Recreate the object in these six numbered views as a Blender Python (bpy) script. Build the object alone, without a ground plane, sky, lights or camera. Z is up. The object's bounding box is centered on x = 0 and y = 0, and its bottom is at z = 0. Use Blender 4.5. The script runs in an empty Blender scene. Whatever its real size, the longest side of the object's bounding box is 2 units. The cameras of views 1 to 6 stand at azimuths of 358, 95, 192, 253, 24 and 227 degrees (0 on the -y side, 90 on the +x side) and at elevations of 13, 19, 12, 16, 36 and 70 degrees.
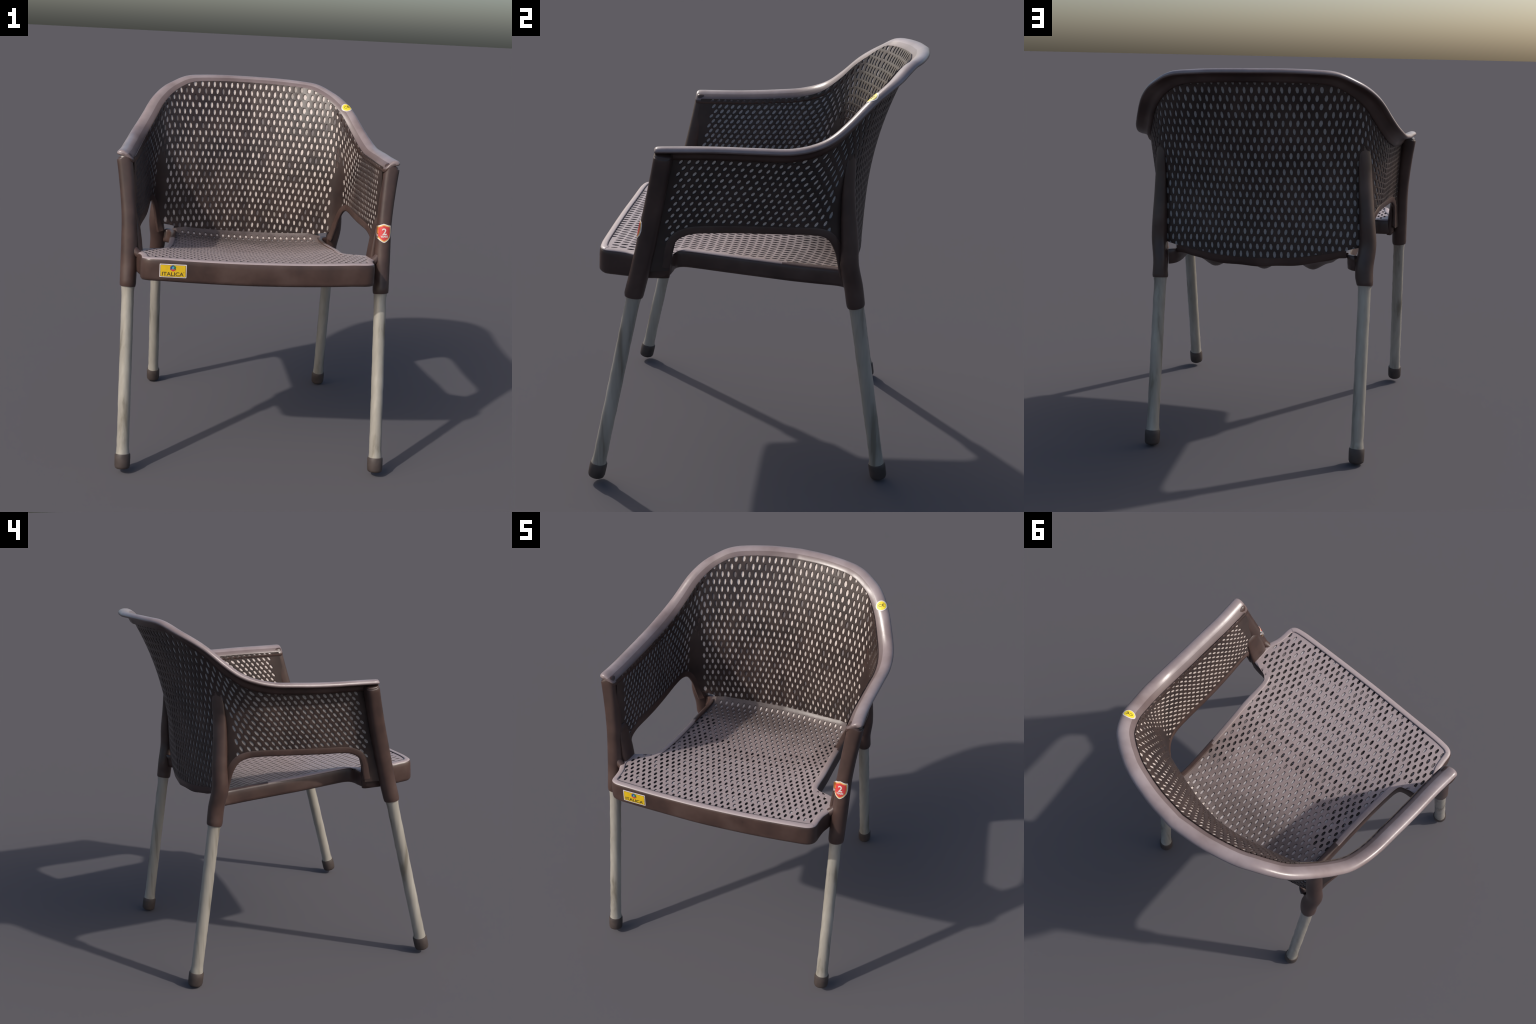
"""Stacking armchair: perforated moulded-plastic shell on four tubular legs.
Built in a symmetric local frame (x right, -y front, z up); the root Empty carries the small yaw."""
import bpy, math, random
import numpy as np
from mathutils import Vector
from mathutils.bvhtree import BVHTree

rng = random.Random(7)
YAW = math.radians(2.5)
CX = 0.018

# ------------------------------------------------------------------ materials
def new_mat(name):
    m = bpy.data.materials.new(name)
    m.use_nodes = True
    nt = m.node_tree
    return m, nt, nt.nodes["Principled BSDF"]

def coords(nt, scale):
    tc = nt.nodes.new("ShaderNodeTexCoord")
    mp = nt.nodes.new("ShaderNodeMapping")
    mp.inputs["Scale"].default_value = scale
    nt.links.new(tc.outputs["Object"], mp.inputs["Vector"])
    return mp.outputs["Vector"]

def noise(nt, vec, scale, detail=4, rough=0.55):
    n = nt.nodes.new("ShaderNodeTexNoise")
    n.inputs["Scale"].default_value = scale
    n.inputs["Detail"].default_value = detail
    n.inputs["Roughness"].default_value = rough
    nt.links.new(vec, n.inputs["Vector"])
    return n.outputs["Fac"]

def ramp(nt, fac, stops):
    r = nt.nodes.new("ShaderNodeValToRGB")
    e = r.color_ramp.elements
    while len(e) < len(stops):
        e.new(0.5)
    for el, (p, c) in zip(e, stops):
        el.position = p
        el.color = (*c, 1)
    nt.links.new(fac, r.inputs["Fac"])
    return r.outputs["Color"]

def grain(nt, bsdf, vec, scale, strength, dist=0.002):
    b = nt.nodes.new("ShaderNodeBump")
    b.inputs["Strength"].default_value = strength
    b.inputs["Distance"].default_value = dist
    nt.links.new(noise(nt, vec, scale, 3), b.inputs["Height"])
    nt.links.new(b.outputs["Normal"], bsdf.inputs["Normal"])

def plain(name, stops, rough=0.5, scale=6, stretch=(1, 1, 1), bump=0.15, metallic=0.0, spec=0.5, grain_scale=60):
    m, nt, b = new_mat(name)
    v = coords(nt, stretch)
    nt.links.new(ramp(nt, noise(nt, v, scale), stops), b.inputs["Base Color"])
    b.inputs["Roughness"].default_value = rough
    b.inputs["Metallic"].default_value = metallic
    b.inputs["Specular IOR Level"].default_value = spec
    if bump:
        grain(nt, b, v, grain_scale, bump)
    return m

BROWN = plain("brown_plastic", [(0.28, (0.040, 0.024, 0.021)), (0.5, (0.062, 0.036, 0.030)), (0.72, (0.086, 0.055, 0.047))], 0.36, 6, spec=0.45)
PANEL = plain("perforated_plastic", [(0.28, (0.022, 0.0150, 0.0140)), (0.5, (0.038, 0.0245, 0.0215)), (0.72, (0.060, 0.040, 0.034))], 0.40, 5, spec=0.4)
RIM = plain("sky_lightened_rim_plastic", [(0.3, (0.195, 0.148, 0.145)), (0.7, (0.312, 0.258, 0.262))], 0.30, 5)  # same brown plastic, paled to carry the sky reflection along the rim top
RIM_SHOULDER = plain("rim_shoulder_plastic", [(0.3, (0.125, 0.090, 0.086)), (0.7, (0.185, 0.140, 0.138))], 0.34, 5)  # in-between tone, grades the painted rim glare down to plain brown
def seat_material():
    """lightened by painted sky sheen, fading to brown rearward; border broken up by noise"""
    m, nt, b = new_mat("sheen_tinted_seat_plastic")
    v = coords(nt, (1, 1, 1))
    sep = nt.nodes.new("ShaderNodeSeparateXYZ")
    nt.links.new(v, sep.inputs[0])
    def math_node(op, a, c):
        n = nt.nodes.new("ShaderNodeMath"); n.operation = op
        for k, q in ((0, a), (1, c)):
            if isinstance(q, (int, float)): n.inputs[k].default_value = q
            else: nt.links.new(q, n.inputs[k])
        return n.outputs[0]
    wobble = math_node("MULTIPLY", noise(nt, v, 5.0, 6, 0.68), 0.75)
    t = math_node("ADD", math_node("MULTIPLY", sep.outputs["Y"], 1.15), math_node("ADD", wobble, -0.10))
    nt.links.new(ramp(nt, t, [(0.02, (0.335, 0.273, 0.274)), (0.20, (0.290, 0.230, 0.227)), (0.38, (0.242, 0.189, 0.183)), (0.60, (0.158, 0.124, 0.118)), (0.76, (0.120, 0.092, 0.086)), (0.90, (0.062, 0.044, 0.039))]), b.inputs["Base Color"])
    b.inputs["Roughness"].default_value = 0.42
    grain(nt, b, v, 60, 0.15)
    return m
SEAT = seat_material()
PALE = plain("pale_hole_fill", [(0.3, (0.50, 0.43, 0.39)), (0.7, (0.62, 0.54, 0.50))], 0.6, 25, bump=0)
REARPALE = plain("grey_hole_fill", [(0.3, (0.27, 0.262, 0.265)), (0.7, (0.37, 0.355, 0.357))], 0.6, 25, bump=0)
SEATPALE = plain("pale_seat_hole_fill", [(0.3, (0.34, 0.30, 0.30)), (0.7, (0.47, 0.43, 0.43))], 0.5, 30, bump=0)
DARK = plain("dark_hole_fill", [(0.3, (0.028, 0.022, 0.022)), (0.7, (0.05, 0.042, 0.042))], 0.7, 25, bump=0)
ARMGREY = plain("arm_hole_fill", [(0.3, (0.27, 0.265, 0.27)), (0.7, (0.37, 0.36, 0.365))], 0.55, 25, bump=0)
ARMDIM = plain("dim_arm_hole_fill", [(0.3, (0.17, 0.155, 0.150)), (0.7, (0.27, 0.25, 0.245))], 0.5, 60, bump=0)
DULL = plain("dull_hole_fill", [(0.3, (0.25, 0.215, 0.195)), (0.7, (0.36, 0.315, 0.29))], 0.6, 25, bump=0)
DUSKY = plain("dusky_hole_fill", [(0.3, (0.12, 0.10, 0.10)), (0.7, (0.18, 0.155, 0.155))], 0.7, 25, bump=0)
TUBE = plain("coated_metal_tube", [(0.30, (0.21, 0.188, 0.150)), (0.43, (0.33, 0.305, 0.262)), (0.62, (0.395, 0.367, 0.318)), (0.78, (0.46, 0.432, 0.382))],
             0.27, 21, (1, 1, 0.07), bump=0.4, metallic=0.15)
RUBBER = plain("rubber_cap", [(0.3, (0.038, 0.028, 0.025)), (0.7, (0.070, 0.053, 0.047))], 0.55, 18)

def flat(name, c, rough=0.45):
    return plain(name, [(0.3, tuple(x * 0.9 for x in c)), (0.7, c)], rough, 40, bump=0)

YELLOW = flat("yellow_print", (0.72, 0.47, 0.008))
BRIGHTY = flat("lemon_print", (0.86, 0.66, 0.03))
WHITE = flat("white_paper", (0.72, 0.66, 0.62))
RED = flat("red_print", (0.62, 0.05, 0.05))
GOLD = flat("gold_print", (0.75, 0.42, 0.10))
INK = flat("dark_ink", (0.07, 0.05, 0.02))
BLUE = flat("blue_print", (0.02, 0.07, 0.26))
GREEN = flat("green_print", (0.05, 0.17, 0.05))
CYAN = flat("cyan_print", (0.08, 0.38, 0.50))

# ------------------------------------------------------------------ objects
root = bpy.data.objects.new("plastic_armchair", None)
bpy.context.scene.collection.objects.link(root)
root.rotation_euler = (0, 0, YAW)
root.location = (-CX * math.cos(YAW), -CX * math.sin(YAW), 0)
root["label"] = "brown perforated plastic armchair on four pale metal tube legs"
root["category"] = "chair"

def sstep(x, a, b):
    t = min(1, max(0, (x - a) / (b - a)))
    return t * t * (3 - 2 * t)

def lean(p):
    """the upper shell of the real chair sits a little off-centre towards the rear"""
    low = 1 - sstep(-p[0], 0.0, 0.3) * sstep(-p[1], 0.0, 0.3)
    dx = 0.015 * sstep(p[1], -0.25, 0.45) * sstep(p[2], 1.05, 1.60) - 0.005 * low * (1 - sstep(p[2], 0.9, 1.2))
    dx += 0.009 * sstep(p[1], -0.35, -0.1) * sstep(p[2], 0.9, 0.95) * (1 - sstep(p[2], 1.10, 1.2)) * (1 - sstep(abs(p[0]), 0.49, 0.53))
    dy = -0.007 * low * (1 - sstep(p[2], 0.95, 1.25))
    dz = -0.012 * max(-1.2, min(1.2, p[0] / 0.6)) * sstep(p[1], -0.2, 0.3) * sstep(p[2], 0.5, 0.9)
    return (p[0] + dx, p[1] + dy, p[2] + dz)

def add(name, verts, faces, mats, mat_idx=None, parent=root, smooth=True, angle=None, normals=None, warp=True):
    if warp:
        verts = [lean(v) for v in verts]
    me = bpy.data.meshes.new(name)
    me.from_pydata([tuple(v) for v in verts], [], faces)
    for m in mats:
        me.materials.append(m)
    if mat_idx is not None:
        me.polygons.foreach_set("material_index", mat_idx)
    if smooth:
        me.polygons.foreach_set("use_smooth", [True] * len(me.polygons))
    me.update()
    if angle:
        me.set_sharp_from_angle(angle=math.radians(angle))
    if normals is not None:
        me.normals_split_custom_set_from_vertices(normals)
    ob = bpy.data.objects.new(name, me)
    bpy.context.scene.collection.objects.link(ob)
    ob.parent = parent
    return ob

def interp(x, xs, ys):
    return float(np.interp(x, xs, ys))

def sstep(x, a, b):
    t = min(1, max(0, (x - a) / (b - a)))
    return t * t * (3 - 2 * t)

def catmull(pts, n):
    """dense smooth polyline through control points"""
    P = np.array(pts, float)
    P = np.vstack([2 * P[0] - P[1], P, 2 * P[-1] - P[-2]])
    out = []
    for i in range(1, len(P) - 2):
        p0, p1, p2, p3 = P[i - 1], P[i], P[i + 1], P[i + 2]
        for t in np.linspace(0, 1, n, endpoint=False):
            out.append(0.5 * (2 * p1 + (p2 - p0) * t + (2 * p0 - 5 * p1 + 4 * p2 - p3) * t * t + (3 * p1 - p0 - 3 * p2 + p3) * t ** 3))
    out.append(P[-2])
    return np.array(out)

def loft(rings, closed=True, cap=True):
    """quads between successive rings of equal size"""
    n = len(rings[0])
    V = [p for r in rings for p in r]
    F = []
    for i in range(len(rings) - 1):
        for k in range(n if closed else n - 1):
            a, b = i * n + k, i * n + (k + 1) % n
            F.append((a, b, b + n, a + n))
    if cap and closed:
        F.append(tuple(range(n - 1, -1, -1)))
        F.append(tuple(range(len(V) - n, len(V))))
    return V, F

def mirror(V, F):
    return [(-v[0], v[1], v[2]) for v in V], [tuple(reversed(f)) for f in F]

def join(parts):
    V, F = [], []
    for v, f in parts:
        o = len(V)
        V += list(v)
        F += [tuple(i + o for i in q) for q in f]
    return V, F

# ------------------------------------------------------------------ the shell sheet (right half)
# plan of the sheet at armrest height, from the front post round the corner to the centre of the back
SECTION = [  # x, y of the sheet low down; x, y, z of the crease under the rim
    (0.658, -0.44, 0.671, -0.44, 1.610), (0.640, -0.36, 0.664, -0.36, 1.611), (0.620, -0.25, 0.657, -0.25, 1.613), (0.606, -0.10, 0.655, -0.10, 1.616),
    (0.600, 0.03, 0.652, 0.04, 1.620), (0.597, 0.18, 0.648, 0.18, 1.629), (0.591, 0.275, 0.630, 0.296, 1.665), (0.575, 0.350, 0.592, 0.388, 1.737),
    (0.536, 0.410, 0.546, 0.471, 1.823), (0.472, 0.434, 0.488, 0.546, 1.886), (0.404, 0.449, 0.431, 0.588, 1.924), (0.345, 0.462, 0.374, 0.620, 1.948),
    (0.285, 0.475, 0.298, 0.654, 1.957), (0.15, 0.499, 0.155, 0.690, 1.963), (0.0, 0.512, 0.0, 0.708, 1.964)]
_sec = catmull(SECTION, 40)
PLAN, CREASE = _sec[:, :2], _sec[:, 2:]
_d = np.r_[0, np.cumsum(np.linalg.norm(np.diff(PLAN, axis=0), axis=1))]
L = _d[-1]
_t = np.gradient(PLAN, _d, axis=0)
_n = np.stack([-_t[:, 1], _t[:, 0]], 1)
_n[_n @ np.array([1.0, 1.0]) < -0.5] *= 1
if _n[0, 0] < 0:
    _n = -_n
_n /= np.linalg.norm(_n, axis=1)[:, None]
_n[-1] = (0, 1)

def plan(s):
    return interp(s, _d, PLAN[:, 0]), interp(s, _d, PLAN[:, 1])

def pnorm(s):
    x, y = interp(s, _d, _n[:, 0]), interp(s, _d, _n[:, 1])
    l = math.hypot(x, y)
    return x / l, y / l

def s_at_y(y):           # on the arm
    return interp(y, PLAN[:, 1], _d)

def s_at_x(x):           # on the back
    return interp(-x, -PLAN[:, 0], _d)

class Table:
    """uniformly sampled function of s, linear lookup"""
    def __init__(self, fn, n=900):
        self.y = [float(fn(x)) for x in np.linspace(0, L, n)] + [float(fn(L))]
        self.k = (n - 1) / L
    def __call__(self, s):
        t = min(L, max(0.0, s)) * self.k
        i = int(t)
        return self.y[i] + (self.y[min(i + 1, len(self.y) - 1)] - self.y[i]) * (t - i)

z_top = Table(lambda s: interp(s, _d, CREASE[:, 2]))

S_CORNER0, S_CORNER1 = s_at_y(0.18), s_at_x(0.48)
S_SLEEVE = s_at_y(0.390)
backness = Table(lambda s: sstep(s, S_CORNER0, S_CORNER1))

Z0, Z1, NS, NZ = 0.97, 2.02, 460, 160
def _tabulate():
    S, Z = np.linspace(0, L, NS), np.linspace(Z0, Z1, NZ)
    x, y = np.interp(S, _d, PLAN[:, 0]), np.interp(S, _d, PLAN[:, 1])
    nx, ny = np.interp(S, _d, _n[:, 0]), np.interp(S, _d, _n[:, 1])
    l = np.hypot(nx, ny); nx, ny = nx / l, ny / l
    w = np.array([backness(a) for a in S]); top = np.array([z_top(a) for a in S])
    z0 = 1.25 - 0.20 * w
    h = np.maximum(0, (Z[None, :] - z0[:, None]) / (top - z0)[:, None])
    f = h ** (1 + 1.5 * w)[:, None]
    cx, cy = np.interp(S, _d, CREASE[:, 0]), np.interp(S, _d, CREASE[:, 1])
    # the corners lean forward with the rear sleeves before they flare into the rim
    k = np.clip((Z - 1.12) / 0.40, 0, 1)
    off = (0.026 * np.exp(-((S - S_SLEEVE - 0.045) / 0.11) ** 2) + 0.013 * np.exp(-((S - S_SLEEVE - 0.25) / 0.16) ** 2))[:, None] * (k * k * (3 - 2 * k))[None, :] * (1 - f)
    P = np.stack([x[:, None] + (cx - x)[:, None] * f - 0.25 * off, y[:, None] + (cy - y)[:, None] * f - off, np.broadcast_to(Z, f.shape)], -1)
    N = np.cross(np.gradient(P, axis=0), np.gradient(P, axis=1))
    N /= np.linalg.norm(N, axis=-1)[..., None]
    flip = (N[..., 0] * nx[:, None] + N[..., 1] * ny[:, None]) < 0
    N[flip] *= -1
    N[-1, :, 0] = 0
    return np.concatenate([P, N], -1).tolist()
_grid = _tabulate()

def sheet6(s, z):
    a = min(L, max(0.0, s)) * (NS - 1) / L
    b = (min(Z1, max(Z0, z)) - Z0) * (NZ - 1) / (Z1 - Z0)
    i, j = min(int(a), NS - 2), min(int(b), NZ - 2)
    a -= i; b -= j
    p, q, r, t = _grid[i][j], _grid[i + 1][j], _grid[i][j + 1], _grid[i + 1][j + 1]
    w0, w1, w2, w3 = (1 - a) * (1 - b), a * (1 - b), (1 - a) * b, a * b
    return [p[k] * w0 + q[k] * w1 + r[k] * w2 + t[k] * w3 for k in range(6)]

def sheet(s, z):
    return np.array(sheet6(s, z)[:3])

def sheet_normal(s, z):
    n = np.array(sheet6(s, z)[3:])
    return n / np.linalg.norm(n)

# edge of the side opening: (y, z) up the front web, along below the armrest and down to the rear leg
OPENING = catmull([(-0.356, 1.085), (-0.350, 1.12), (-0.345, 1.17), (-0.331, 1.208), (-0.300, 1.230), (-0.245, 1.243), (-0.10, 1.248), (0.08, 1.255),
                   (0.22, 1.260), (0.29, 1.256), (0.335, 1.235), (0.365, 1.185), (0.385, 1.12), (0.405, 1.04)], 12)
_os = np.array([s_at_y(y) for y in OPENING[:, 0]])
S_OPEN0, S_OPEN1 = _os[0], _os[-1]

def z_low_exact(s):
    """lowest point of the perforated sheet at station s"""
    if s < S_OPEN0:
        return 1.0
    if s < S_OPEN1:
        return interp(s, _os, OPENING[:, 1]) + 0.012
    x, _ = plan(s)
    return 1.032 + 0.058 * (x / 0.5) ** 2
z_low = Table(z_low_exact, 1500)

TH = 0.018
thick = Table(lambda s: 0.015 + (TH - 0.015) * backness(s))
POST_Z, POST_Y = [0.955, 1.08, 1.28, 1.398, 1.52, 1.585, 1.62], [-0.5125, -0.483, -0.440, -0.413, -0.386, -0.372, -0.367]
def s_front(z):
    return s_at_y(interp(z, POST_Z, POST_Y) - 0.004)
_sf = [s_front(z) for z in np.linspace(0.9, 2.0, 221)]
PITCH_S = L / round(L / 0.0357)
NCOL = round(L / PITCH_S)
ROW0, ROW1 = -7, 19

def row_pitch(s):
    return 0.0270 + (0.0412 - 0.0270) * backness(s)

BOW = Table(lambda s: 0.022 * (1 - (plan(s)[0] / 0.52) ** 2) * backness(s))
def row_z(s, v):
    z = 1.262 + v * row_pitch(s)
    return z + BOW(s) * (1 - sstep(z, 1.05, 1.50))

class Builder:
    def __init__(self):
        self.key, self.V, self.F, self.M, self.R, self.W, self.wall = {}, [], [], [], [], [], False
    def v(self, p):
        k = (round(p[0] * 2e4), round(p[1] * 2e4), round(p[2] * 2e4))
        i = self.key.get(k)
        if i is None:
            i = self.key[k] = len(self.V)
            self.V.append(tuple(p))
        return i
    def f(self, pts, mat, reg=0):
        ids = []
        for i in (self.v(p) for p in pts):
            if not ids or (i != ids[-1] and i != ids[0]):
                if i not in ids:
                    ids.append(i)
        if len(ids) >= 3:
            self.F.append(tuple(ids)); self.M.append(mat); self.R.append(reg); self.W.append(self.wall)

EDGE = [(0, 0), (0.25, 0), (0.5, 0), (0.75, 0), (1, 0), (1, 0.5), (1, 1), (0.75, 1), (0.5, 1), (0.25, 1), (0, 1), (0, 0.5)]

def emit_cell(B, P, ell, depth, kind, region, flip, wall=0, floor=0.93):
    """P(u, v, d) -> point at cell coords u,v sunk by d; ell(theta, k) -> cell coords of the hole outline scaled by k"""
    n = len(EDGE)
    def quad_ring(r0, r1, mat):
        for k in range(n):
            q = [r0[k], r0[(k + 1) % n], r1[(k + 1) % n], r1[k]]
            B.f(q[::-1] if flip else q, mat, region)
    outer = [P(u, v, 0) for u, v in EDGE]
    if kind is None:
        c = P(0.5, 0.5, 0)
        for k in range(n):
            q = [outer[k], outer[(k + 1) % n], c]
            B.f(q[::-1] if flip else q, 0, region)
        return None
    th = [math.atan2(v - 0.5, u - 0.5) for u, v in EDGE]
    def ring(k, d):
        return [P(*ell(t, k), d) for t in th]
    r1, r2, r3 = ring(1.06, 0.0), ring(1.0, 0.0010), ring(floor, depth)
    quad_ring(outer, r1, 0); quad_ring(r1, r2, 0)
    B.wall = True
    quad_ring(r2, r3, wall)
    B.wall = False
    if kind == "open":
        return r3
    c = P(*ell(0, 0), depth)
    for k in range(n):
        q = [r3[k], r3[(k + 1) % n], c]
        m = kind
        if kind == "half":
            m = 1 if math.sin(0.5 * (th[k] + th[(k + 1) % n]) if k != n // 2 + 5 else math.pi) < -0.75 else 2  # pale wedge at the front end paints the sunlit far wall of the hole
        B.f(q[::-1] if flip else q, m, region)
    return None

def build_shell():
    B = Builder()
    for side in (1, -1):
        for j in range(ROW0, ROW1):
            off = 0.5 if j % 2 else 0.0
            for i in range(-3, NCOL + 3):
                s0 = (i + off) * PITCH_S
                sc = s0 + 0.5 * PITCH_S
                if s0 > L - 1e-6 or (side < 0 and s0 + PITCH_S > L + 1e-6):
                    continue
                def loc(u, v, s0=s0, j=j):
                    s = s0 + u * PITCH_S
                    z = row_z(min(L, max(0, s)), j + v)
                    s = s + 0.25 * (z - 1.43) * (1 - backness(s))     # columns lean with the front post
                    s = max(_sf[min(220, max(0, int((z - 0.9) * 200)))], s)
                    m = s if s <= L else 2 * L - s
                    z = min(max(z, z_low(m)), z_top(m))
                    return s, z
                cs, cz = loc(0.5, 0.5)
                w = backness(cs)
                a, b, tilt = 0.0086 - 0.0004 * w, 0.0136 + 0.0040 * w, -math.radians(34) * (1 - w)
                a *= rng.uniform(0.92, 1.06); b *= rng.uniform(0.93, 1.05); tilt += rng.uniform(-0.10, 0.10)
                dull = rng.random()
                ps, pz = PITCH_S, row_pitch(min(L, max(0, cs)))
                def ell(t, k, a=a, b=b, tilt=tilt, ps=ps, pz=pz):
                    x, y = k * a * math.cos(t), k * b * math.sin(t)
                    return 0.5 + (x * math.cos(tilt) - y * math.sin(tilt)) / ps, 0.5 + min(0.48, max(-0.48, (x * math.sin(tilt) + y * math.cos(tilt)) / pz))
                holed = cs > s_front(cz) + 0.062
                strip = 0.050 * (1 - sstep(cz, 1.44, 1.56))
                if abs(cs - S_SLEEVE - 0.008) < strip:
                    holed = False
                if cs < S_OPEN1 and cz < z_low(cs) + 0.026:
                    holed = False
                region = 0 if cs > S_SLEEVE else (1 if side > 0 else 2)
                arm = w < 0.45
                through = False
                inner_ring = {}
                for layer in (1, -1):
                    cache = {}
                    def P(u, v, d, layer=layer):
                        s, z = loc(u, v)
                        q = sheet6(s if s <= L else 2 * L - s, z)
                        if s > L:
                            q[0], q[3] = -q[0], -q[3]
                        e = layer * (0.5 * thick(s) - d)
                        return (side * (q[0] + q[3] * e), q[1] + q[4] * e, q[2] + q[5] * e)
                    if not holed:
                        kind = None
                    elif through:
                        kind = "open"
                    else:
                        if arm:
                            kind = (1 if side > 0 else 6) if layer > 0 else (1 if side > 0 else 4)
                        else:
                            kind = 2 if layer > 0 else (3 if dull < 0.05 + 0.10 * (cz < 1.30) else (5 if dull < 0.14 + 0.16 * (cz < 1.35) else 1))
                    if arm and layer > 0 and side > 0:
                        dep, fl = 0.0055, 0.68
                    elif arm:
                        dep, fl = 0.0035, 0.90
                    else:
                        dep, fl = 0.0045, 0.93
                    r = emit_cell(B, P, ell, dep, kind, region, (layer < 0) ^ (side < 0) ^ FLIP, floor=fl)
                    if r:
                        inner_ring[layer] = r
                if len(inner_ring) == 2:
                    n = len(EDGE)
                    for k in range(n):
                        q = [inner_ring[1][k], inner_ring[1][(k + 1) % n], inner_ring[-1][(k + 1) % n], inner_ring[-1][k]]
                        B.f(q[::-1] if (side < 0) ^ FLIP else q, 0, region)
    return B

FLIP = False
def split_regions(B, names, mats):
    V = np.array(B.V)
    N = np.zeros_like(V)
    for f, is_wall in zip(B.F, B.W):
        p = V[list(f)]
        n = np.zeros(3)
        for k in range(1, len(f) - 1):
            n += np.cross(p[k] - p[0], p[k + 1] - p[0])
        for i in f:
            N[i] += n * (0.18 if is_wall else 1.0)
    N /= np.maximum(1e-12, np.linalg.norm(N, axis=1))[:, None]
    out = []
    for r, name in enumerate(names):
        fs = [k for k, q in enumerate(B.R) if q == r]
        used = sorted({i for k in fs for i in B.F[k]})
        re = {i: n for n, i in enumerate(used)}
        out.append(add(name, V[used], [tuple(re[i] for i in B.F[k]) for k in fs], mats, [B.M[k] for k in fs],
                       normals=[tuple(N[i]) for i in used]))
    return out

shell = build_shell()
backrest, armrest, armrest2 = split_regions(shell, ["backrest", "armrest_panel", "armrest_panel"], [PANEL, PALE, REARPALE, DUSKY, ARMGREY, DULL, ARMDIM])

# ------------------------------------------------------------------ rolled rim over the back and both armrests
RIM_PROFILE = [(-0.0135, -0.025), (-0.0090, -0.008), (0.004, 0.009), (0.018, 0.023), (0.033, 0.0330), (0.047, 0.0385), (0.059, 0.0388), (0.069, 0.0355),
               (0.0760, 0.0295), (0.0785, 0.0225), (0.0765, 0.0165), (0.069, 0.0130), (0.057, 0.0105), (0.043, 0.0065), (0.030, 0.000), (0.0215, -0.012), (0.0145, -0.028)]

def rim_path(n=150):
    pts, outs = [], []
    for s in np.linspace(s_at_y(-0.374), L, n):
        z = z_top(s)
        nx, ny = pnorm(s)
        pts.append(sheet(s, z) + np.array([nx, ny, 0]) * 0.002 * (1 - backness(s)))
    pts = np.array(pts)
    full = np.vstack([pts, (pts * (-1, 1, 1))[::-1][1:]])
    t = np.gradient(full, axis=0)
    k = np.hanning(9); k /= k.sum()
    for c in range(3):
        t[:, c] = np.convolve(np.r_[[t[0, c]] * 4, t[:, c], [t[-1, c]] * 4], k, "valid")
    outs = np.stack([t[:, 1], -t[:, 0], np.zeros(len(t))], 1)
    outs /= np.linalg.norm(outs, axis=1)[:, None]
    c = full.copy(); c[:, 2] = 0
    if outs[len(outs) // 2][1] < 0:
        outs = -outs
    return full, outs, t / np.linalg.norm(t, axis=1)[:, None]

def build_rim():
    path, outs, tan = rim_path()
    n = len(path)
    rings = []
    def ring(p, o, t, sc=1.0, adv=0.0):
        up = np.cross(t, o); up /= np.linalg.norm(up)
        if up[2] < 0: up = -up
        up = 0.5 * up + 0.5 * np.array([0, 0, 1.0]); up /= np.linalg.norm(up)
        c = np.array([0.036, 0.012])
        r = []
        for a, b in RIM_PROFILE:
            a, b = c + (np.array([a, b]) - c) * sc
            r.append(tuple(p + o * a + up * b + t * adv))
        return r
    lead = 0.034
    ends = [(0.40, lead), (0.74, lead - 0.002), (0.90, lead - 0.007), (0.98, lead - 0.015)]
    for sc, ad in ends:
        rings.append(ring(path[0], outs[0], tan[0], sc, -ad))
    for i in range(n):
        rings.append(ring(path[i], outs[i], tan[i]))
    for sc, ad in ends[::-1]:
        rings.append(ring(path[-1], outs[-1], tan[-1], sc, ad))
    return loft(rings)

V, F = build_rim()
_np = len(RIM_PROFILE)
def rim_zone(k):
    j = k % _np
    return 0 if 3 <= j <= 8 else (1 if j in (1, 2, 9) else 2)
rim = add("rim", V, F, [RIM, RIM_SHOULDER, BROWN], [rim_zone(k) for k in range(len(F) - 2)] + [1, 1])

# ------------------------------------------------------------------ tubes, posts, sleeves
def sweep(spine, radii, seg=40, power=2.0, powers=None, turn=None):
    spine = np.array(spine, float)
    t = np.gradient(spine, axis=0)
    rings = []
    for i, (p, tt) in enumerate(zip(spine, t)):
        tt = tt / np.linalg.norm(tt)
        x = np.array([1.0, 0, 0]); x -= tt * (x @ tt); x /= np.linalg.norm(x)
        y = np.cross(tt, x)
        if turn:
            a = turn[i]
            x, y = x * math.cos(a) + y * math.sin(a), y * math.cos(a) - x * math.sin(a)
        rx, ry = radii[i]
        e = powers[i] if powers else power
        r = []
        for k in range(seg):
            a = 2 * math.pi * k / seg
            c, s = math.cos(a), math.sin(a)
            r.append(tuple(p + x * rx * math.copysign(abs(c) ** (2 / e), c) + y * ry * math.copysign(abs(s) ** (2 / e), s)))
        rings.append(r)
    return loft(rings)

def resample(ctrl, n):
    P = catmull(ctrl, 12)
    d = np.r_[0, np.cumsum(np.linalg.norm(np.diff(P, axis=0), axis=1))]
    u = np.linspace(0, d[-1], n)
    return np.stack([np.interp(u, d, P[:, k]) for k in range(P.shape[1])], 1)

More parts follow.
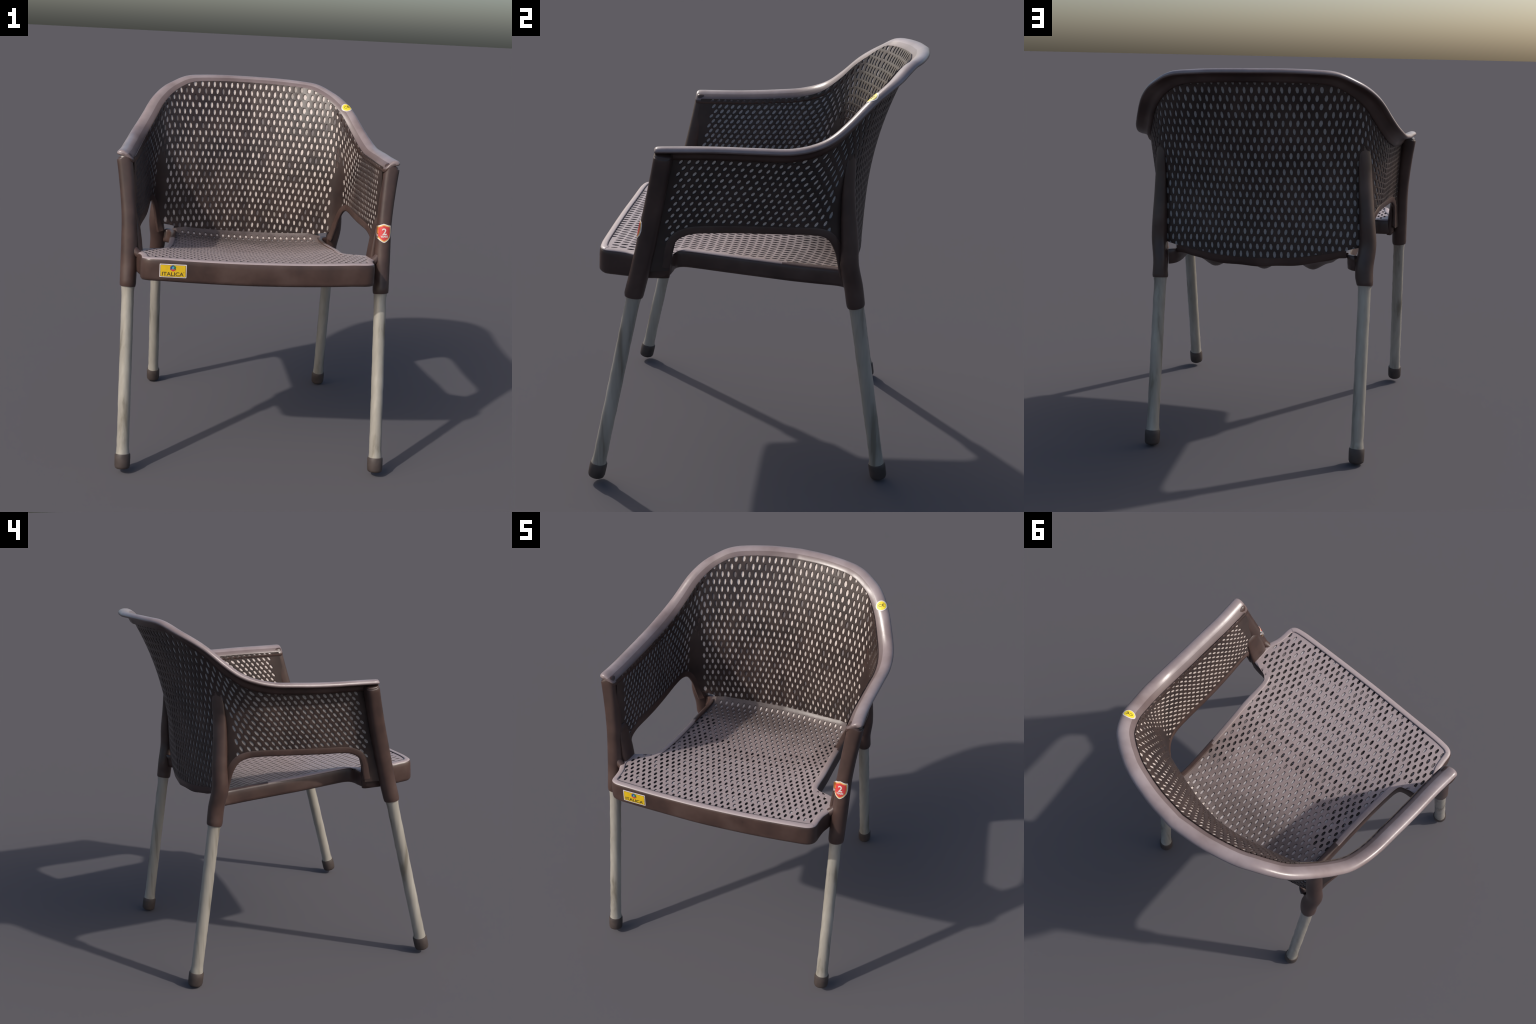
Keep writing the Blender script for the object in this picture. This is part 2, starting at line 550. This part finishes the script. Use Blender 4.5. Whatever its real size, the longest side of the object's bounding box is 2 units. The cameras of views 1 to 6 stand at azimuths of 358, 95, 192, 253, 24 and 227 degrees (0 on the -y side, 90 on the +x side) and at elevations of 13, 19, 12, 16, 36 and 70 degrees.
# front posts: control rows are x, y, z, half width, half depth, squareness
POST = [(0.672, -0.5125, 0.955, 0.0405, 0.0405, 2.0), (0.671, -0.5105, 0.968, 0.0425, 0.0435, 2.0), (0.670, -0.483, 1.08, 0.043, 0.0435, 2.1),
        (0.673, -0.440, 1.28, 0.040, 0.0430, 2.4), (0.682, -0.413, 1.398, 0.039, 0.0410, 2.7), (0.695, -0.386, 1.52, 0.040, 0.0395, 3.0),
        (0.703, -0.372, 1.585, 0.0415, 0.0395, 3.0), (0.706, -0.369, 1.606, 0.040, 0.0385, 3.0), (0.712, -0.367, 1.619, 0.029, 0.033, 2.8)]
def front_post():
    R = resample(POST, 70)
    return sweep(R[:, :3], R[:, 3:5], 40, powers=list(R[:, 5]))
pv, pf = front_post()
post = add("front_post", pv, pf, [BROWN], angle=60)
mv, mf = mirror(pv, pf)
post2 = add("front_post", mv, mf, [BROWN], angle=60)

REAR = [(0.546, 0.4825, 0.905, 0.0400, 0.0400), (0.546, 0.480, 0.918, 0.0425, 0.0425), (0.544, 0.466, 1.00, 0.043, 0.043)]
for z, dd, rx in ((1.11, 0.035, 0.043), (1.22, 0.030, 0.042), (1.34, 0.023, 0.041), (1.45, 0.0155, 0.039), (1.53, 0.0085, 0.037), (1.585, 0.002, 0.031), (1.625, -0.003, 0.020)):
    _p = sheet(S_SLEEVE + 0.029, z) + sheet_normal(S_SLEEVE + 0.029, z) * dd
    REAR.append((_p[0], _p[1], z, rx, min(0.043, dd + 0.0072)))

def rear_sleeve():
    R = resample(REAR, 70)
    return sweep(R[:, :3], R[:, 3:5], 36, turn=[sstep(p[2], 1.0, 1.15) * -math.radians(38) for p in R])
rv, rf = rear_sleeve()
add("rear_sleeve", rv, rf, [BROWN], angle=60)
mv, mf = mirror(rv, rf)
add("rear_sleeve", mv, mf, [BROWN], angle=60)

def leg(top, foot, flip, seed):
    top, foot = np.array(top), np.array(foot)
    d = top - foot
    ln = np.linalg.norm(d); u = d / ln
    r = random.Random(seed)
    h = [0.055, 0.075, 0.09, 0.105] + list(np.linspace(0.12, ln - 0.06, 26)) + [ln - 0.025, ln - 0.010, ln + 0.01]
    sp, rad = [], []
    for a in h:
        q = 0.0325 + r.uniform(-0.0006, 0.0006)
        if a > ln - 0.03: q = 0.0325 + (a - ln + 0.03) / 0.04 * 0.0045
        if a < 0.115: q = 0.0325 + (0.115 - a) / 0.045 * 0.0035
        sp.append(foot + u * a + np.array([r.uniform(-1, 1), r.uniform(-1, 1), 0]) * 0.0007)
        rad.append((q, q))
    tv, tf = sweep(sp, rad, 32)
    hc = [0.0, 0.0, 0.006, 0.016, 0.052, 0.073, 0.079, 0.080]
    rc = [0.012, 0.031, 0.0375, 0.0405, 0.0412, 0.0408, 0.0385, 0.031]
    hc[1] = 0.0012
    cv, cf = sweep([foot + u * a for a in hc], [(q, q) for q in rc], 32)
    if flip:
        tv, tf = mirror(tv, tf); cv, cf = mirror(cv, cf)
    lg = add("leg", tv, tf, [TUBE], angle=50)
    add("foot_cap", cv, cf, [RUBBER], parent=lg, angle=55)

leg((0.670, -0.513, 0.955), (0.672, -0.722, 0.022), False, 1)
leg((0.670, -0.513, 0.955), (0.672, -0.722, 0.022), True, 2)
leg((0.546, 0.483, 0.905), (0.551, 0.634, 0.006), False, 3)
leg((0.546, 0.483, 0.905), (0.551, 0.634, 0.006), True, 4)

# ------------------------------------------------------------------ smooth band along the side openings
def opening_band():
    rings = []
    n = len(OPENING)
    S = _os
    Z = OPENING[:, 1]
    for i in range(n):
        a, b = max(0, i - 1), min(n - 1, i + 1)
        ds, dz = S[b] - S[a], Z[b] - Z[a]
        l = math.hypot(ds, dz) or 1
        ins, inz = -dz / l, ds / l                 # into the panel
        wide = 0.036
        r = []
        for across, out in ((0.0, -0.6), (0.0, 0.6), (0.003, 0.95), (0.010, 1.12), (0.030, 1.12), (wide, 0.9), (wide, -0.9), (0.030, -1.12), (0.010, -1.12), (0.003, -0.95)):
            s, z = S[i] + ins * across, Z[i] + inz * across
            s = min(L, max(0, s))
            z = min(z, z_top(s))
            q = sheet(s, z) + sheet_normal(s, z) * out * (0.5 * TH)
            r.append(tuple(q))
        rings.append(r)
    return loft(rings)
bv, bf = opening_band()
add("opening_band", bv, bf, [BROWN], angle=50)
mv, mf = mirror(bv, bf)
add("opening_band", mv, mf, [BROWN], angle=50)

# ------------------------------------------------------------------ seat
EDGE_Y = [-0.70, -0.64, -0.56, -0.50, -0.40, -0.365, -0.35, -0.335, -0.31, -0.27, -0.175, 0.0, 0.18, 0.34, 0.44, 0.60]
EDGE_X = [0.590, 0.598, 0.602, 0.625, 0.625, 0.610, 0.560, 0.515, 0.495, 0.488, 0.484, 0.476, 0.471, 0.468, 0.474, 0.474]
EDGE_Z = [(-0.72, 1.150), (-0.60, 1.143), (-0.32, 1.120), (-0.034, 1.090), (0.18, 1.071), (0.34, 1.059), (0.45, 1.054), (0.6, 1.054)]
Y_ARC, R_ARC = 0.426, 0.086
def seat_edge_x(y):
    return interp(y, EDGE_Y, EDGE_X)
def seat_front_y(x):
    return -0.690 + 0.022 * (x / 0.58) ** 2
_yb = {}
def back_shift(x):
    k = round(min(0.5, abs(x)) * 500)
    if k not in _yb:
        _yb[k] = plan(s_at_x(k / 500))[1] - 0.512
    return _yb[k]

def seat_point(x, q):
    """q runs from the front edge back; the rows bow with the backrest and past Y_ARC the surface turns up into it"""
    y = min(q, Y_ARC)
    ze = interp(y, [a for a, _ in EDGE_Z], [b for _, b in EDGE_Z])
    dip = interp(y, [-0.68, -0.45, -0.2, 0.1, 0.27, 0.45], [0.010, 0.019, 0.032, 0.034, 0.029, 0.039])
    z = ze - dip * (1 - min(1, abs(x) / 0.48) ** 2.2)
    y += back_shift(x) * sstep(q, -0.25, Y_ARC)
    if q > Y_ARC:
        a = (q - Y_ARC) / R_ARC
        y += R_ARC * math.sin(a)
        z += 0.72 * R_ARC * (1 - math.cos(a)) * (1 - 0.70 * sstep(abs(x), 0.38, 0.46))
    return np.array([x, y, z])

def seat_normal(x, q):
    e = 0.004
    n = np.cross(seat_point(x + e, q) - seat_point(x - e, q), seat_point(x, q + e) - seat_point(x, q - e))
    return n / np.linalg.norm(n)

SPX, SPY = 0.0362, 0.0378
def build_seat():
    B = Builder()
    q_end = Y_ARC + R_ARC * 1.25
    rows = int((q_end + 0.72) / SPY) + 1
    for j in range(rows):
        off = 0.5 if j % 2 else 0.0
        for i in range(-19, 19):
            x0, y0 = (i + off) * SPX, -0.715 + j * SPY
            cx, cy = x0 + 0.5 * SPX, y0 + 0.5 * SPY
            if abs(cx) > seat_edge_x(cy) + SPX:
                continue
            def loc(u, v):
                x, q = x0 + u * SPX, y0 + v * SPY
                q = max(q, seat_front_y(x) + 0.016)
                q = min(q, q_end)
                e = seat_edge_x(q) - 0.012
                return min(e, max(-e, x)), q
            def P(u, v, d):
                x, q = loc(u, v)
                p = seat_point(x, q) - seat_normal(x, q) * d
                return tuple(p)
            def ell(t, k):
                return 0.5 + k * 0.0075 * math.cos(t) / SPX, 0.5 + k * 0.0163 * math.sin(t) / SPY
            margin = seat_edge_x(cy) - abs(cx)
            holed = margin > 0.030 and cy > seat_front_y(cx) + 0.020
            if cy > 0.36 and margin < 0.045 or cy > Y_ARC + 0.082:
                holed = False
            side = abs(cx) > 0.34 - 0.10 * sstep(cy, -0.4, 0.2) * 0
            r = rng.random()
            deep = 0.005
            if not holed:
                kind = None
            elif cy > 0.20 - 0.25 * (1 - (cx / 0.5) ** 2) * 0.8 and not (side and cy < 0.25):
                kind = 1
            elif cy < -0.56 or side:
                kind = 2 if r < 0.62 else ("half" if r < 0.8 else (3 if r < 0.9 else 1))
            else:
                if j % 2 == 0:
                    kind = 1 if r < 0.9 else 3
                else:
                    kind = "half" if r < 0.75 else 2
            if kind == 1 and cy > Y_ARC + 0.03:
                kind = 4
            if kind in (2, "half"):
                deep = 0.009
            emit_cell(B, P, ell, deep, kind, 0, False, wall=2, floor=0.86)
    return B
sb = build_seat()
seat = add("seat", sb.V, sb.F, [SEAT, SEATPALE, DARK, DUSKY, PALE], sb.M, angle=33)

gv, gf = sweep([(0.586, -0.505, 1.104), (0.608, -0.496, 1.114), (0.632, -0.486, 1.128), (0.654, -0.475, 1.156), (0.664, -0.466, 1.188)],
               [(0.016, 0.014), (0.021, 0.019), (0.023, 0.023), (0.019, 0.021), (0.010, 0.012)], 28)
wv, wf = sweep([(0.614, -0.410, 1.030), (0.618, -0.410, 1.100), (0.624, -0.407, 1.170), (0.630, -0.402, 1.240), (0.638, -0.397, 1.300), (0.643, -0.393, 1.340)],
               [(0.016, 0.050), (0.018, 0.057), (0.017, 0.057), (0.013, 0.052), (0.008, 0.044), (0.003, 0.034)], 32, 3.2)
gv, gf = join([(gv, gf), (wv, wf)])
add("seat_gusset", gv, gf, [BROWN], parent=seat)
mv, mf = mirror(gv, gf)
add("seat_gusset", mv, mf, [BROWN], parent=seat)

# closing underside of the seat, slightly lower, with ribs
def underside():
    """ribbed underside; its rear edge drops in scallops below the backrest and closes up to it"""
    V, F = [], []
    ts = list(np.linspace(0, 1, 60)) + [1.02, 1.04]
    xs = np.linspace(-1, 1, 90)
    for t in ts:
        for u in xs:
            tt = min(1, t)
            back = plan(s_at_x(min(0.5, abs(u) * 0.46)))[1]
            y = -0.66 + tt * (back + 0.002 + 0.66)
            x = u * (seat_edge_x(y) - 0.02)
            p = seat_point(x, min(y, Y_ARC) - back_shift(x) * sstep(y, -0.25, Y_ARC))
            rear = math.exp(-((y - 0.30) / 0.085) ** 2)
            lump = rear * (0.034 + 0.042 * (0.5 + 0.5 * math.cos(x * 23.3)) ** 2 + 0.004 * math.sin(x * 47)) * (1 - sstep(abs(x), 0.36, 0.43))
            lump += 0.004 * sstep(y, 0.40, 0.46) * (1 + 0.5 * math.cos(x * 31)) * (1 - sstep(abs(x), 0.36, 0.43))
            z = p[2] - 0.020 - lump
            if t > 1:
                y += (t - 1) * 0.2
                z += (t - 1) / 0.04 * (0.04 + lump)
            V.append((x, y, z))
    m = len(xs)
    for i in range(len(ts) - 1):
        for k in range(m - 1):
            a = i * m + k
            F.append((a, a + m, a + m + 1, a + 1))
    return V, F
uv_, uf_ = underside()
add("seat_underside", uv_, uf_, [BROWN], parent=seat)

# skirt: rounded border of the seat with the front apron and side flanges
def skirt_path():
    half = [(0.0, -0.704), (0.15, -0.703), (0.30, -0.700), (0.45, -0.695), (0.53, -0.689), (0.566, -0.681), (0.588, -0.664), (0.597, -0.640), (0.600, -0.60), (0.606, -0.555),
            (0.619, -0.520), (0.630, -0.485), (0.634, -0.435), (0.630, -0.388), (0.612, -0.362), (0.572, -0.353), (0.538, -0.350), (0.508, -0.338), (0.494, -0.305), (0.489, -0.25), (0.486, -0.175),
            (0.478, 0.0), (0.473, 0.18), (0.470, 0.34), (0.475, 0.40), (0.488, 0.425), (0.508, 0.438)]
    P = catmull(half, 8)
    return np.vstack([(P * (-1, 1))[::-1], P[1:]])

def build_skirt():
    P = skirt_path()
    t = np.gradient(P, axis=0)
    k = np.hanning(5); k /= k.sum()
    for c in range(2):
        t[:, c] = np.convolve(np.r_[[t[0, c]] * 2, t[:, c], [t[-1, c]] * 2], k, "valid")
    o = np.stack([t[:, 1], -t[:, 0]], 1)
    o /= np.linalg.norm(o, axis=1)[:, None]
    rings = []
    top_m, side_m = [], []
    for p, d in zip(P, o):
        y = p[1]
        ax = abs(p[0])
        frontness = 1 - sstep(y, -0.60, -0.30)
        ze = interp(y, [a for a, _ in EDGE_Z], [b for _, b in EDGE_Z])
        if y < -0.66:
            ze = seat_point(p[0], y)[2] + 0.001
        deep = 0.084 + 0.034 * frontness + 0.004 * math.exp(-((y + 0.415) / 0.055) ** 2)
        r = []
        for a, b in ((-0.034, 0.0004), (-0.026, 0.0010), (-0.017, 0.0010), (-0.008, -0.0010), (-0.002, -0.005), (0.001, -0.015), (0.003, -0.03), (0.005, -deep + 0.02), (0.004, -deep + 0.010),
                     (-0.002, -deep + 0.002), (-0.010, -deep), (-0.018, -deep + 0.004), (-0.020, -deep + 0.03), (-0.020, -0.03)):
            q = p + d * a
            r.append((q[0], q[1], ze + b))
        rings.append(r)
    return loft(rings)
kv, kf = build_skirt()
n = 14
ends = 14 * 34
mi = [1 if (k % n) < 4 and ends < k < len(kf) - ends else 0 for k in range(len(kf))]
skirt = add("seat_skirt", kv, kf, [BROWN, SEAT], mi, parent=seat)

# ------------------------------------------------------------------ stickers
def bvh(ob):
    me = ob.data
    return BVHTree.FromPolygons([v.co.copy() for v in me.vertices], [tuple(p.vertices) for p in me.polygons])

class Sticker:
    """lays flat 2D shapes on a surface: origin, right and up axes; every shape is draped and lifted off by its layer"""
    def __init__(self, tree, origin, right, up):
        self.tree, self.o = tree, Vector(origin)
        self.r = Vector(right).normalized()
        self.u = Vector(up); self.u = (self.u - self.r * self.u.dot(self.r)).normalized()
        self.n = self.r.cross(self.u)
    def drape(self, x, y, lift):
        p = self.o + self.r * x + self.u * y
        hit, nn, _, _ = self.tree.ray_cast(p + self.n * 0.1, -self.n, 0.2)
        base = hit if hit is not None else p
        return base + self.n * lift
    def shape(self, name, outline, mat, lift, parent, thick=0.0012, res=0.006):
        """filled star-shaped outline, subdivided in rings so that it can bend"""
        c = (sum(p[0] for p in outline) / len(outline), sum(p[1] for p in outline) / len(outline))
        dense = []
        for a, b in zip(outline, outline[1:] + outline[:1]):
            k = max(1, int(math.dist(a, b) / res))
            dense += [(a[0] + (b[0] - a[0]) * i / k, a[1] + (b[1] - a[1]) * i / k) for i in range(k)]
        n = len(dense)
        steps = [1.0, 0.8, 0.6, 0.4, 0.2]
        V = [self.drape(*p, lift - thick) for p in dense]
        for f in steps:
            V += [self.drape(c[0] + (p[0] - c[0]) * f, c[1] + (p[1] - c[1]) * f, lift) for p in dense]
        V.append(self.drape(*c, lift))
        F = []
        for i in range(len(steps)):
            for k in range(n):
                a, b = i * n + k, i * n + (k + 1) % n
                F.append((a, b, b + n, a + n))
        last = len(steps) * n
        for k in range(n):
            F.append((last + k, last + (k + 1) % n, len(V) - 1))
        return add(name, V, F, [mat], parent=parent, angle=40, warp=False)
    def text(self, name, body, size, x, y, mat, lift, parent, sx=1.0, bold=0.0):
        cu = bpy.data.curves.new(name, "FONT")
        cu.body = body
        cu.size = size
        cu.align_x = "CENTER"; cu.align_y = "CENTER"
        cu.offset = bold
        cu.resolution_u = 4
        tmp = bpy.data.objects.new(name + "_curve", cu)
        bpy.context.scene.collection.objects.link(tmp)
        bpy.context.view_layer.update()
        me = bpy.data.meshes.new_from_object(tmp.evaluated_get(bpy.context.evaluated_depsgraph_get()))
        flatv = [(x + v.co.x * sx, y + v.co.y) for v in me.vertices]
        faces = [tuple(p.vertices) for p in me.polygons]
        bpy.data.objects.remove(tmp)
        V = [self.drape(a, b, lift) for a, b in flatv]
        return add(name, V, faces, [mat], parent=parent, smooth=False, warp=False)

def rect(w, h, cx=0, cy=0, r=0.003):
    out = []
    for sx, sy, a0 in ((1, 1, 0), (-1, 1, 90), (-1, -1, 180), (1, -1, 270)):
        for a in (0, 45, 90):
            t = math.radians(a0 + a)
            out.append((cx + sx * (w / 2 - r) + r * math.cos(t), cy + sy * (h / 2 - r) + r * math.sin(t)))
    return out

def disc(r, n=32):
    return [(r * math.cos(2 * math.pi * k / n), r * math.sin(2 * math.pi * k / n)) for k in range(n)]

# yellow maker's label on the apron
st = Sticker(bvh(skirt), (-0.437, -0.70, 1.090), (1, -0.025, -0.010), (0, 0, 1))
lab = st.shape("maker_label", rect(0.136, 0.068), WHITE, 0.0016, root)
st.shape("label_border", rect(0.128, 0.060), INK, 0.0022, lab)
st.shape("label_field", rect(0.125, 0.057), YELLOW, 0.0028, lab)
h = 0.0165
hexa = [(h * math.sin(math.radians(60 * k)), 0.014 + h * math.cos(math.radians(60 * k))) for k in range(6)]
ctr = (0, 0.014)
st.shape("emblem_left", [ctr, hexa[0], hexa[5], hexa[4]], BLUE, 0.0034, lab, res=0.004)
st.shape("emblem_right", [ctr, hexa[2], hexa[1], hexa[0]], GREEN, 0.0034, lab, res=0.004)
st.shape("emblem_base", [ctr, hexa[4], hexa[3], hexa[2]], RED, 0.0034, lab, res=0.004)
st.shape("emblem_core", [(-0.006, 0.018), (-0.002, 0.006), (0.003, 0.010), (0.006, 0.019), (0, 0.024)], CYAN, 0.0040, lab, res=0.004)
st.text("label_lettering", "ITALICA", 0.0270, -0.002, -0.0165, INK, 0.0036, lab, 1.12, 0.0004)
st.text("label_mark", "\u00ae", 0.007, 0.054, -0.006, INK, 0.0036, lab)

# shield-shaped warranty sticker on the right front post
def shield(k):
    half = [(0.0, 0.050), (0.012, 0.046), (0.026, 0.041), (0.038, 0.040), (0.040, 0.028), (0.0395, 0.0), (0.035, -0.022), (0.022, -0.038), (0.008, -0.048), (0, -0.051)]
    pts = [(x * k, y * k) for x, y in half]
    return (pts + [(-x, y) for x, y in pts[-2:0:-1]])[::-1]
st = Sticker(bvh(post), (0.667, -0.475, 1.272), (0.98, 0.0, 0.05), (0, 0.2, 1))
sh = st.shape("warranty_sticker", shield(1.0), WHITE, 0.0016, root)
st.shape("shield_border", shield(0.90), GOLD, 0.0023, sh)
st.shape("shield_field", shield(0.79), RED, 0.0030, sh)
st.text("shield_number", "2", 0.048, 0.002, 0.006, WHITE, 0.0040, sh, 1.0, 0.0012)
st.text("shield_lettering", "YEARS", 0.0135, 0.001, -0.0185, WHITE, 0.0040, sh, 1.0, 0.0005)

# round CE mark on the rim
rim_o = (0.590, 0.502, 1.842)
_nn = Vector((0.15, -0.60, 0.78)).normalized()
_rr = Vector((0.93, 0.36, 0.0)); _rr = (_rr - _nn * _rr.dot(_nn)).normalized()
st = Sticker(bvh(rim), rim_o, _rr, _nn.cross(_rr))
ce = st.shape("approval_sticker", disc(0.032), WHITE, 0.0016, root)
st.shape("approval_field", disc(0.0265), BRIGHTY, 0.0023, ce)
st.text("approval_lettering", "C\u20ac", 0.026, 0, 0, INK, 0.0032, ce)
